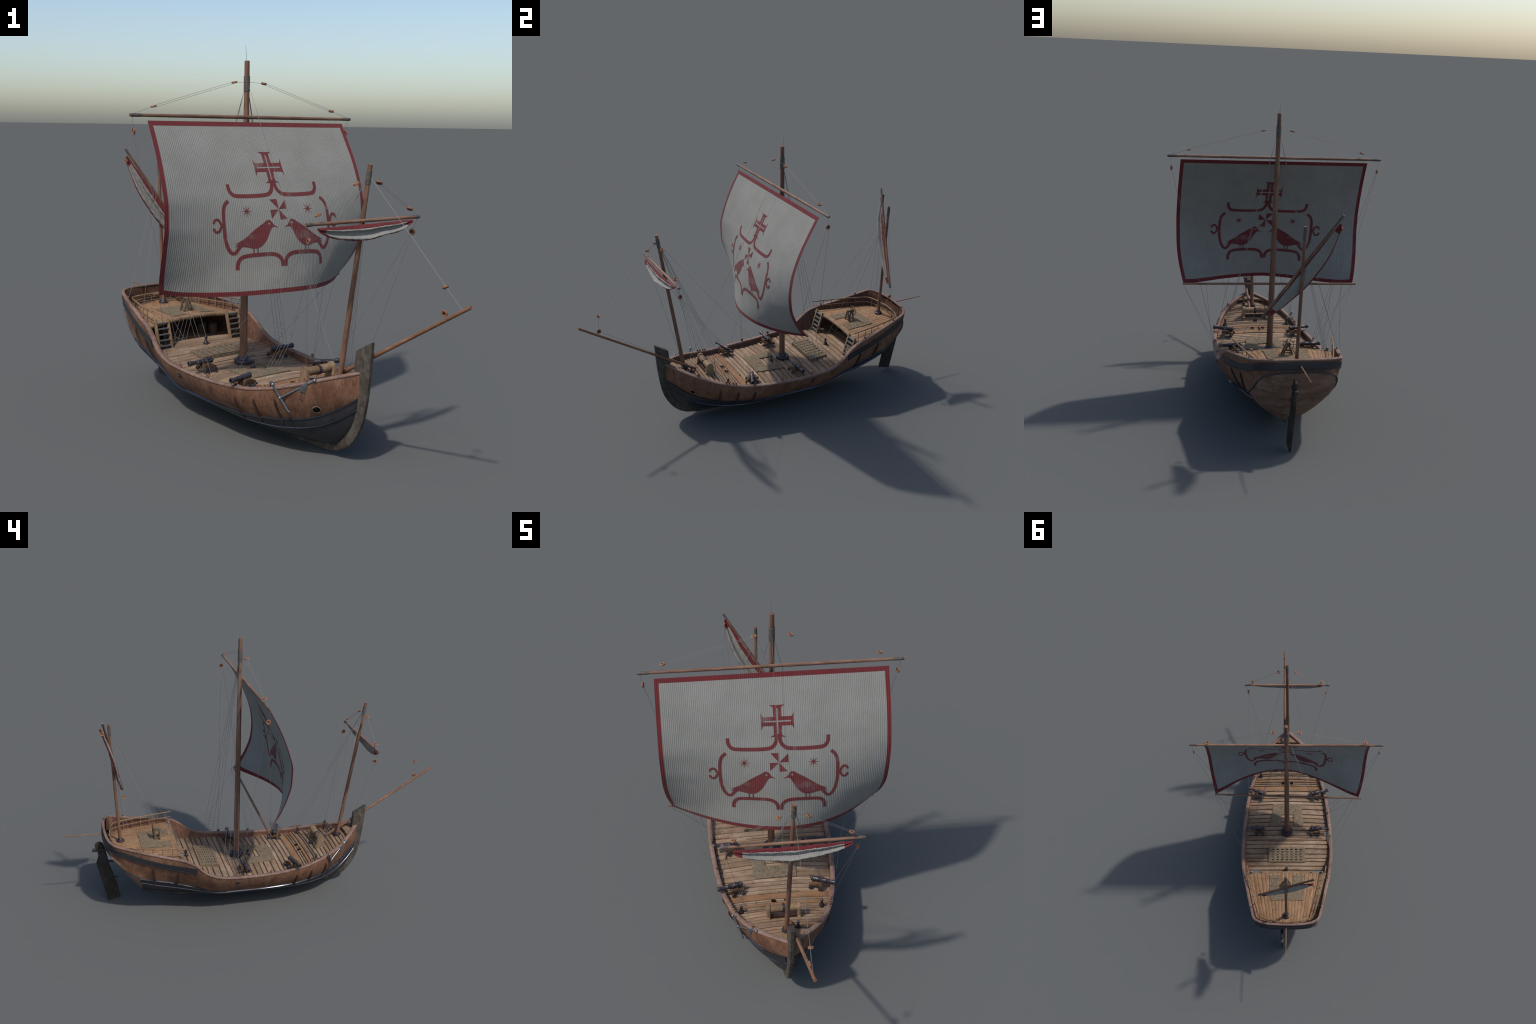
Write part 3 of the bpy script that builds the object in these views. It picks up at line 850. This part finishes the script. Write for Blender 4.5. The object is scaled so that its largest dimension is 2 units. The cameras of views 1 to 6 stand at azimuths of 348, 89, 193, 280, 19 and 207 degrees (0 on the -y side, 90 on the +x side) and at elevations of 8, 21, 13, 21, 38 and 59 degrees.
o = spar("mizzen_yard", zA, zB, .0064, .0052, MAST, .035)
P = Parts()
bA, bB = np.array((.0215, -1.114, .697)), np.array((.0195, -.463, .304))
d = (bB-bA)/np.linalg.norm(bB-bA)
P.tube([bA+d*.012, bA, bA+d*.0] + [bA+(bB-bA)*t for t in np.linspace(.02, 1, 20)], [.0042, .0042, .0066] + [.0066+.0016*t for t in np.linspace(0, 1, 20)], 14, True)
P.make("bowsprit", BOWW, None, 40)
P = Parts(); P.tube([bA+d*.011, bA+d*.0005], .0044, 12); P.make("bowsprit_bore", BLACK)
P = Parts(); P.tube([(.001, .868, .444), (.0012, .98, .4455), (.0015, 1.088, .447), (.0015, 1.090, .447), (.0015, 1.098, .447)], [.0036, .0032, .0026, .0036, .0036], 10)
P.make("stern_pole", BOWW, None, 40)

# rudder
blade = [(.864, .0), (.9235, .250), (.915, .278), (.909, .300), (.914, .325), (.928, .352), (.926, .372), (.912, .383), (.894, .382), (.880, .370), (.874, .350), (.858, .286), (.851, .240), (.818, .144), (.789, .021)]
k = len(blade); V = []
for dx in (-.0058, .0058): V += [(.027+dx, y, z) for y, z in blade]
o = mk("rudder", V, [tuple(range(k)), tuple(range(2*k-1, k-1, -1))] + [(i, (i+1) % k, k+(i+1) % k, k+i) for i in range(k)], RUDDER, None, 30)
bevel_mesh(o.data, .0022, 30)
P = Parts()
P.beam((.027, .862, .334), (.027, .943, .332), .018, .015)
P.beam((.027, .868, .240), (.027, .895, .318), .015, .040, up=(0, 1, -.3)); P.beam((.028, .826, .252), (.028, .868, .262), .012, .009)
P.beam((.028, .800, .150), (.028, .842, .156), .011, .008)
P.make("rudder_iron", BAND, o, 30, .001)

# anchor
aR, aC = np.array((-.137, -.531, .333)), np.array((-.210, -.418, .250)); a1, a2 = np.array((-.231, -.398, .301)), np.array((-.190, -.446, .199))
P = Parts(); P.tube(line(aC, aR, 4), [.0048, .0042, .0042, .0042], 10)
P.tube([a1, aC, a2, a2 + np.array((-.004, -.008, .004))], [.0046, .0055, .0046, .0036], 10)
for c, r in ((a1, .0078), (aR, .0078), (aC, .0075)): P.lathe([(r*math.sin(a), -r*math.cos(a)) for a in np.linspace(0, math.pi, 9)], c, 'z', 14)
anc = P.make("anchor", STEEL, None, 50)
st = aR + (aC-aR)*.27; dd = (aC-aR)/np.linalg.norm(aC-aR); up = np.array((0, 0, 1.0)); side_ = np.cross(dd, up); side_ /= np.linalg.norm(side_); u2 = np.cross(side_, dd)
P = Parts(); V = []
for dn in (-.004, .004):
    for a_, b_ in ((-.020, .008), (.016, .010), (.030, -.010), (.016, -.026)): V.append(st + dd*a_ + u2*b_ + side_*dn)
P.add(V, [(0,1,2,3), (7,6,5,4)] + [(i, (i+1) % 4, 4+(i+1) % 4, 4+i) for i in range(4)]); P.make("anchor_fluke", STEEL, anc, 30, .001)

# ------------------------------------------------------------------ main sail  y = sail_y(x, z)
c_z = pchip([.590,.65,.709,.78,.864,.935,1.035,1.103,1.165,1.285], [-.174,-.1675,-.1590,-.1495,-.134,-.114,-.0725,-.041,-.008,.061])
es_z = pchip([.595,.609,.64,.72,.80,.88,.96,1.04,1.12,1.20,1.285], [.040,.034,.022,-.017,-.047,-.066,-.068,-.049,-.0205,.0155,.062])
ep_z = pchip([.595,.612,.64,.72,.80,.88,.96,1.04,1.12,1.20,1.285], [.020,.012,-.0103,-.062,-.0924,-.0993,-.0914,-.0685,-.0347,.009,.058])
xe_z = pchip([.595,.612,.64,.72,.80,.88,.96,1.12,1.285], [.467,.474,.481,.4965,.5045,.507,.509,.508,.505])
Z_TOP = 1.2875
foot_z = pchip([0,.1,.2,.3,.4,.46,.48], [.597,.5945,.5915,.591,.595,.604,.607])
def z_bot(x): return float(foot_z(abs(x)))
skew = pchip([.595,.70,.87,.93,1.035,1.12,1.285], [.051,.060,.050,.043,.026,.014,0])
def sail_y(x, z):
    """belly: parabola between the two leeches, skewed so that it is fullest a little to port"""
    X = max(-1.03, min(1.03, x/float(xe_z(z)))); c = float(c_z(z))
    e = float(ep_z(z)) if X > 0 else float(es_z(z))
    return c + (e-c)*X*X - float(skew(z))*X*(1-X*X)*(.55 if X > 0 else 1.25)
def sail_n(x, z):
    e = .004; dx = (sail_y(x+e, z)-sail_y(x-e, z))/(2*e); dz = (sail_y(x, z+e)-sail_y(x, z-e))/(2*e)
    n = np.array([dx, -1, dz]); return n/np.linalg.norm(n)

BW = .0185
us = np.concatenate([[-1], np.linspace(-1+BW/.5, 1-BW/.5, 90), [1]]); ws = np.concatenate([[0], np.linspace(BW/.68, 1-BW/.68, 60), [1]])
nu, nw = len(us), len(ws)
def sail_pt(u, w):
    z = Z_TOP; x = u*.502
    for _ in range(3):
        zb = z_bot(x); z = Z_TOP + (zb-Z_TOP)*w; x = u*float(xe_z(z))
    return x, z
SP = np.zeros((nu, nw, 3)); SNn = np.zeros((nu, nw, 3))
for i, u in enumerate(us):
    for j, w in enumerate(ws):
        x, z = sail_pt(u, w); SP[i, j] = (x, sail_y(x, z), z); SNn[i, j] = sail_n(x, z)
def sail_cells(name, keep, mat, th):
    used = {}; V = []; F = []
    def vid(i, j, s):
        if (i, j, s) not in used:
            used[i, j, s] = len(V); V.append(SP[i, j] + SNn[i, j]*th*s)
        return used[i, j, s]
    cells = {(i, j) for i in range(nu-1) for j in range(nw-1) if keep(i, j)}
    for i, j in cells:
        for s_ in (1, -1):
            q = [vid(i, j, s_), vid(i+1, j, s_), vid(i+1, j+1, s_), vid(i, j+1, s_)]; F.append(tuple(q if s_ > 0 else q[::-1]))
        for (a, b, nb) in (((i, j), (i+1, j), (i, j-1)), ((i+1, j), (i+1, j+1), (i+1, j)), ((i+1, j+1), (i, j+1), (i, j+1)), ((i, j+1), (i, j), (i-1, j))):
            if nb not in cells: F.append((vid(*a, 1), vid(*b, 1), vid(*b, -1), vid(*a, -1)))
    return mk(name, V, F, mat, None, 60)
sail = sail_cells("main_sail", lambda i, j: 0 < i < nu-2 and 0 < j < nw-2, SAIL, .0008)
sail_cells("sail_border", lambda i, j: not (0 < i < nu-2 and 0 < j < nw-2), RED, .0010)

# ---- emblem: flat shapes drawn in x, z and laid on both faces of the sail
EX = .009
layer = [0]
def lay(name, polys, mat=None, over=0.0):
    """polys: list of closed outlines in (x, z) relative to the emblem axis"""
    layer[0] += 1; off = .0013 + .00012*(layer[0] % 9) + over
    V = []; F = []
    for poly in polys:
        bm = bmesh.new()
        vs = [bm.verts.new((x, 0, z)) for x, z in poly]
        bm.faces.new(vs); bm.normal_update(); bmesh.ops.triangulate(bm, faces=bm.faces[:], ngon_method='BEAUTY')
        for _ in range(4):
            es = [e for e in bm.edges if e.calc_length() > .014]
            if not es: break
            bmesh.ops.subdivide_edges(bm, edges=es, cuts=1, use_grid_fill=True)
            bmesh.ops.triangulate(bm, faces=bm.faces[:])
        bm.verts.index_update()
        for s_ in (1, -1):
            o0 = len(V)
            for v in bm.verts:
                x, z = v.co.x+EX, v.co.z
                V.append(np.array([x, sail_y(x, z), z]) + sail_n(x, z)*off*s_)
            F += [tuple(o0+v.index for v in f.verts) for f in bm.faces]
        nv = len(bm.verts)
        for e in bm.edges:
            if len(e.link_faces) == 1:
                a, b = e.verts[0].index, e.verts[1].index; o0 = len(V)-2*nv
                F.append((o0+a, o0+b, o0+nv+b, o0+nv+a))
        bm.free()
    return mk(name, V, F, mat or REDW, sail, 60)
def stroke(pts, w, n=30):
    p = spline(pts, n); t = np.gradient(p, axis=0); t /= np.linalg.norm(t, axis=1)[:, None]; q = np.stack([-t[:, 1], t[:, 0]], 1)
    L = p + q*w/2; R = p - q*w/2
    return [tuple(a) for a in L] + [tuple(a) for a in R[::-1]]
def quads(poly_stroke):
    n = len(poly_stroke)//2; L = poly_stroke[:n]; R = poly_stroke[n:][::-1]
    return [[L[i], L[i+1], R[i+1], R[i]] for i in range(n-1)]
def lay_stroke(name, pts, w, n=26):
    # a stroke is one ribbon of quads, laid on both faces
    layer[0] += 1; off = .0013 + .00012*(layer[0] % 9)
    p = spline(pts, n); t = np.gradient(p, axis=0); t /= np.linalg.norm(t, axis=1)[:, None]; q = np.stack([-t[:, 1], t[:, 0]], 1)
    V = []
    for a, b in zip(p, q):
        ring_ = []
        for s_ in (1, -1):
            for k in ((-1, 0, 1) if s_ > 0 else (1, 0, -1)):
                x, z = a + b*k*w/2; x += EX
                ring_.append(np.array([x, sail_y(x, z), z]) + sail_n(x, z)*off*s_)
        V += ring_
    return mk(name, V, grid_faces(n, 6, 0, True) + [tuple(range(6)), tuple((n-1)*6+i for i in range(6))], REDW, sail, 60)
def mir(pts, s_): return [(x*s_, z) for x, z in pts]
SW = .0155
bird = [(.016,.863),(.034,.873),(.043,.886),(.054,.894),(.067,.892),(.078,.884),(.098,.873),(.128,.855),(.158,.833),(.184,.817),(.212,.802),(.196,.804),(.213,.791),(.194,.796),(.204,.783),(.180,.792),(.160,.789),(.140,.784),(.122,.783),(.106,.787),(.090,.798),(.075,.815),(.064,.834),(.055,.850),(.047,.862),(.036,.867)]
smooth_bird = [tuple(p) for p in spline(bird[:10], 34)] + bird[10:15] + [tuple(p) for p in spline(bird[15:], 30)]
for s_ in (-1, 1):
    lay_stroke("emblem_scroll", mir([(.219,1.040),(.217,1.018),(.207,1.001),(.186,.993),(.108,.991),(.045,.994),(.022,1.004),(.010,1.022),(.006,1.045)], s_), SW)
    lay_stroke("emblem_scroll", mir([(.229,.975),(.247,.960),(.2565,.930),(.2575,.870),(.252,.818),(.238,.780),(.218,.764),(.200,.782),(.186,.803)], s_), SW*.93)
    lay_stroke("emblem_scroll", mir([(.203,.699),(.2015,.724),(.190,.744),(.168,.753),(.108,.757),(.055,.757),(.028,.750),(.011,.733),(.0065,.706)], s_), SW)
    lay_stroke("emblem_hook", mir([(.260,.879),(.270,.884),(.277,.898),(.289,.904),(.300,.897),(.302,.888)], s_), .0100, 16)
    lay_stroke("emblem_hook", mir([(.260,.879),(.270,.874),(.277,.860),(.289,.854),(.300,.861),(.302,.870)], s_), .0100, 16)
    lay("emblem_bird", [mir(smooth_bird, s_)])
    lay_stroke("emblem_bird_leg", mir([(.1165,.785),(.1165,.763)], s_), .0045, 6); lay_stroke("emblem_bird_leg", mir([(.1335,.786),(.1335,.763)], s_), .0045, 6)
    lay("emblem_bird_eye", [[(s_*.056+.0042*math.cos(a), .879+.0042*math.sin(a)) for a in np.linspace(0, 2*math.pi, 12, endpoint=False)]], SAIL, .0012)
    star = []
    for k in range(16):
        r = .0255 if k % 2 == 0 else .0055; a = 2*math.pi*k/16; star.append((s_*.151+r*math.cos(a), .932+r*math.sin(a)))
    lay("emblem_star", [star])
h = .041
lay("emblem_pinwheel", [[(.0015*math.cos(a+.5), .935+.0015*math.sin(a+.5)), (h*math.cos(a), .935+h*math.sin(a)),
    (h*math.cos(a)-h*.85*math.sin(a), .935+h*math.sin(a)+h*.85*math.cos(a))] for a in [k*math.pi/2+.04 for k in range(4)]])
cross = []
g_, b_ = .0032, .0175
for k in range(4):
    L = .071 if k % 2 == 0 else .0625
    ca, sa = round(math.cos(k*math.pi/2)), round(math.sin(k*math.pi/2))
    T = lambda r, d: (r*ca - d*sa, 1.103 + r*sa + d*ca)
    cross.append([T(g_, g_), T(b_, g_), T(b_, b_), T(g_, b_)])
    for sg in (1, -1):
        cross.append([T(b_+.0001, sg*g_), T(L-.012, sg*g_), T(L-.012, 0), T(L-.001, 0), T(L, sg*.034), T(L-.0035, sg*.0255), T(L-.009, sg*b_), T(b_+.0001, sg*b_)])
lay("emblem_cross", cross)

# ------------------------------------------------------------------ furled sails
def furled(name, a, b, drop, prof_dir, seed, x0=.10, x1=.90, fwdk=.75, drops=(1, 1, 1, 1, 1), gap=(.004, .004), shift=(0, 0)):
    """cloth bunched under a yard: a gutter-like fold swept along the yard a-b"""
    a = np.array(a, float); b = np.array(b, float); ax = (b-a)/np.linalg.norm(b-a)
    fwd = np.array(prof_dir, float); fwd -= ax*(fwd@ax); fwd /= np.linalg.norm(fwd)
    dn = np.cross(ax, fwd); dn /= np.linalg.norm(dn)
    if dn[2] > 0: dn = -dn
    rng = np.random.RandomState(seed)
    n = 120
    pr = spline([(.0, .02), (.10, .12), (.17, .25), (.27, .33), (.21, .39), (-.02, .43), (-.11, .54), (-.05, .68), (.20, .74), (.48, .79), (.60, .88), (.46, .97), (.30, 1.0)], 46)
    ph = rng.uniform(0, 6, 6)
    V = np.zeros((n, 46, 3))
    for i, t in enumerate(np.linspace(0, 1, n)):
        env = max(.0, math.sin(math.pi*min(1, max(0, t)))**.55); env = .22 + .78*env
        wv = 1 + .13*math.sin(7*t+ph[0]) + .05*math.sin(17*t+ph[1])
        sag = drop*env*(1+.35*(wv-1))*float(np.interp(t, np.linspace(0, 1, len(drops)), drops))
        c = a + (b-a)*(x0+(x1-x0)*t)
        for j, (f, d_) in enumerate(pr):
            wr = .0008*math.sin(3*j*.3 + 30*t + ph[2]) * env + .0006*math.sin(95*t + ph[3] + j*.12)*min(1, env)
            V[i, j] = c + fwd*(float(np.interp(t, np.linspace(0, 1, len(shift)), shift)) + f*drop*env*fwdk*(1+.15*math.sin(9*t+ph[4])) + wr) + dn*(gap[0]+(gap[1]-gap[0])*t + d_*sag*1.0 + wr*.6)
    def piece(nm, j0, j1, mat, i0=0, i1=n-1):
        W = V[i0:i1+1, j0:j1+1]; m_ = W.shape[1]; k = W.shape[0]
        me_o = mk(nm, W.reshape(-1, 3), grid_faces(k, m_), mat, None, 60)
        return me_o
    e = 9
    objs = [piece(name, 7, 40, SAILF, e, n-1-e), piece(name+"_border", 0, 7, REDF, e, n-1-e), piece(name+"_border", 40, 45, REDF, e, n-1-e), piece(name+"_border", 0, 45, REDF, 0, e), piece(name+"_border", 0, 45, REDF, n-1-e, n-1)]
    # back layer closes the bundle
    nb = 13; B = np.zeros((n, nb, 3))
    for j, q in enumerate(np.linspace(0, 1, nb)):
        B[:, j] = V[:, 0]*(1-q) + V[:, 45]*q - fwd*(.007*4*q*(1-q)) - fwd*.0015
    def back(nm, j0, j1, mat, i0, i1):
        W = B[i0:i1+1, j0:j1+1]; return mk(nm, W.reshape(-1, 3), grid_faces(W.shape[0], W.shape[1]), mat, None, 60)
    objs += [back(name, 1, nb-2, SAILF, e, n-1-e), back(name+"_border", 0, 1, REDF, e, n-1-e), back(name+"_border", nb-2, nb-1, REDF, e, n-1-e), back(name+"_border", 0, nb-1, REDF, 0, e), back(name+"_border", 0, nb-1, REDF, n-1-e, n-1)]
    for o in objs:
        bm = bmesh.new(); bm.from_mesh(o.data); bmesh.ops.solidify(bm, geom=bm.faces[:], thickness=.0012); bmesh.ops.recalc_face_normals(bm, faces=bm.faces); bm.to_mesh(o.data); bm.free(); shade(o.data, 60)
SAILF = sailcloth("furled_canvas", CLOTH_W, None, 0, .0062); REDF = sailcloth("furled_red_canvas", CLOTH_R, None, 0, .0062)
furled("fore_furled_sail", (-.2855, -.637, .9375), (.2860, -.637, .9375), .054, (0, -1, 0), 2, .09, .915, .78, (.9, 1.12, 1.14, 1.02, .84, .88, .66), (.013, .007), (.006, .010, .008))
furled("mizzen_furled_sail", zA, zB, .070, (-.2, -1, .0), 4, .06, .955, .44, (.7, .95, 1.05, 1.0, .85), (.008, .006), (-.016, .002, .004, .002, 0))

# ------------------------------------------------------------------ blocks
blk = {}
def block(c, axis, R=.0125, t=.0075):
    key = (round(R, 4), t)
    if key not in blk:
        P = Parts()
        P.lathe([(R*.42, -t*.35), (R*.55, -t/2), (R*.9, -t/2), (R, -t*.3), (R*.93, 0), (R, t*.3), (R*.9, t/2), (R*.55, t/2), (R*.42, t*.35), (R*.42, -t*.35)], (0, 0, 0), 'z', 22)
        o = P.make("rigging_block", BLOCKW, None, 50)
        P = Parts(); P.lathe([(R*.45, -t*.2), (R*.45, t*.2)], (0, 0, 0), 'z', 16); h = P.make("block_sheave", BROWN, o, 30)
        blk[key] = (o, h)
    else:
        s0, h0 = blk[key]
        o = s0.copy(); bpy.context.scene.collection.objects.link(o)
        h = h0.copy(); bpy.context.scene.collection.objects.link(h); h.parent = o
    o.location = c; o.rotation_mode = 'QUATERNION'; o.rotation_quaternion = Vector(axis).to_track_quat('Z', 'Y')
    return o
for s_ in (1, -1):
    block((s_*.077, .0855, 1.4505), (s_*.2, 0, 1)); block((s_*.4645, .085, 1.3425), (s_*.2, .05, 1))
    block((s_*.554, .086, 1.2465), (1, .15*s_, .1))
    block((s_*.058, -.640, 1.074), (s_*.45, .2, .85)); block((s_*.231, -.6345, .970), (s_*.45, .15, .9))
    block((s_*.261, -.6225, .879), (1, .3*s_, .15))
block((.021, -1.003, .747), (.1, .5, .85), .0115); block((.020, -1.005, .657), (.9, .2, .25), .0125)
block((-.155, .876, 1.094), (1, .1, 0), .011); block((.178, .740, .584), (1, .2, 0), .011)
# small deadeyes standing on the rails
rz = lambda y: float(rail_z(y)) + .012
dead = [(y, s_) for s_ in (1, -1) for y in (-.357, -.340, -.319, -.303, -.035, -.495)] + [(.150, -1), (.150, 1), (.52, 1), (.52, -1), (.745, 1), (.745, -1)]
for y, s_ in dead:
    big = y in (-.035, -.495, .150)
    block((s_*(float(rail_b(y))-.010), y, rz(y)+(.008 if big else .004)), (1, .1, .2), .0085 if big else .006, .005)

# ------------------------------------------------------------------ rigging
RP = Parts()
def rope(a, b, r=.00065, sag=0.0):
    n = 10 if sag else 3
    pts = line(a, b, n)
    if sag:
        for k, p in enumerate(pts): p[2] -= sag*4*(k/(n-1))*(1-k/(n-1))
    RP.tube(pts, r, 5, False)
mtop = (0, .098, 1.455); fband = along(*fm, 1.092); zband = along(*zm, 1.045)
shB = (.160, .189, .219, .250)
for s_ in (1, -1):
    # lifts
    for dz in (.004, -.004):
        rope((s_*.077, .0855, 1.4505+dz), (s_*.4645, .085, 1.3425+dz)); rope((s_*.058, -.640, 1.074+dz), (s_*.231, -.6345, .970+dz))
    rope(mtop, (s_*.077, .0855, 1.4505)); rope((s_*.4645, .085, 1.3425), (s_*.565, .079, 1.312))
    rope(fband, (s_*.058, -.640, 1.074)); rope((s_*.231, -.6345, .970), (s_*.280, -.6345, .940))
    # braces
    rope((s_*.562, .079, 1.304), (s_*.554, .086, 1.2465))
    rope((s_*.554, .080, 1.243), (s_*.288, -.035, .255)); rope((s_*.554, .092, 1.243), (s_*.298, .150, .262))
    rope((s_*.276, -.6345, .935), (s_*.261, -.6225, .879))
    rope((s_*.261, -.6225, .872), (s_*.150, -.495, .325)); rope((s_*.261, -.6165, .872), (s_*.275, -.185, .255))
    # shrouds with ratlines at the foot
    feet = []
    for y in shB:
        f = np.array((s_*(float(rail_b(y))-.012), y, rz(y))); feet.append(f); rope((s_*.011, .106, 1.42), f)
    for z in (.275, .295, .315, .34, .362):
        q = []
        for f in (feet[0], feet[-1]):
            t = (z-f[2])/(1.42-f[2]); q.append(f + (np.array((s_*.011, .106, 1.42))-f)*t)
        rope(q[0], q[1], .0005)
    for y in (-.303, -.319, -.340, -.357): rope((s_*.008, fband[1]+.006, 1.085), (s_*(float(rail_b(y))-.012), y, rz(y)))
    # sheets of the boom
    rope((s_*.474, .032, .603), (s_*.29, -.035, .25)); rope((s_*.474, .032, .603), (s_*.30, .25, .26))
    rope((s_*.35, .036, .600), (s_*.298, -.10, .25))
    rope(zband, (s_*.215, .745, .452)); rope((s_*.006, .82, 1.045), (s_*.272, .52, .39))
rope((0, .090, 1.44), (0, -.505, .335), .0007); rope((.002, -.655, 1.092), (.0215, -1.078, .682), .0007)
rope((.021, -1.003, .747), (.020, -1.005, .662)); rope((.020, -1.005, .657), (.014, -.64, .42)); rope((0, .822, 1.05), (.002, .405, .297), .0007)
rope((-.004, -.640, 1.088), (-.285, .03, .25), .0005)
rope(zA + (zB-zA)*.03, (-.155, .876, 1.10)); rope((-.155, .878, 1.086), (-.19, .845, .465)); rope((-.155, .872, 1.086), (-.10, .83, .44))
rope(zB, (.178, .740, .590)); rope((.178, .737, .576), (.268, .50, .385)); rope((.178, .743, .576), (.19, .80, .44)); rope(zband, zA + (zB-zA)*.45)
rope((-.137, -.531, .330), (-.118, -.519, .215), .0005)
for x in np.linspace(-.48, .48, 25): rope((x, .079, 1.303), (x+.004, .064, 1.2805), .0004)
RP.make("rigging_rope", ROPE, None, 60, kind="stuff")
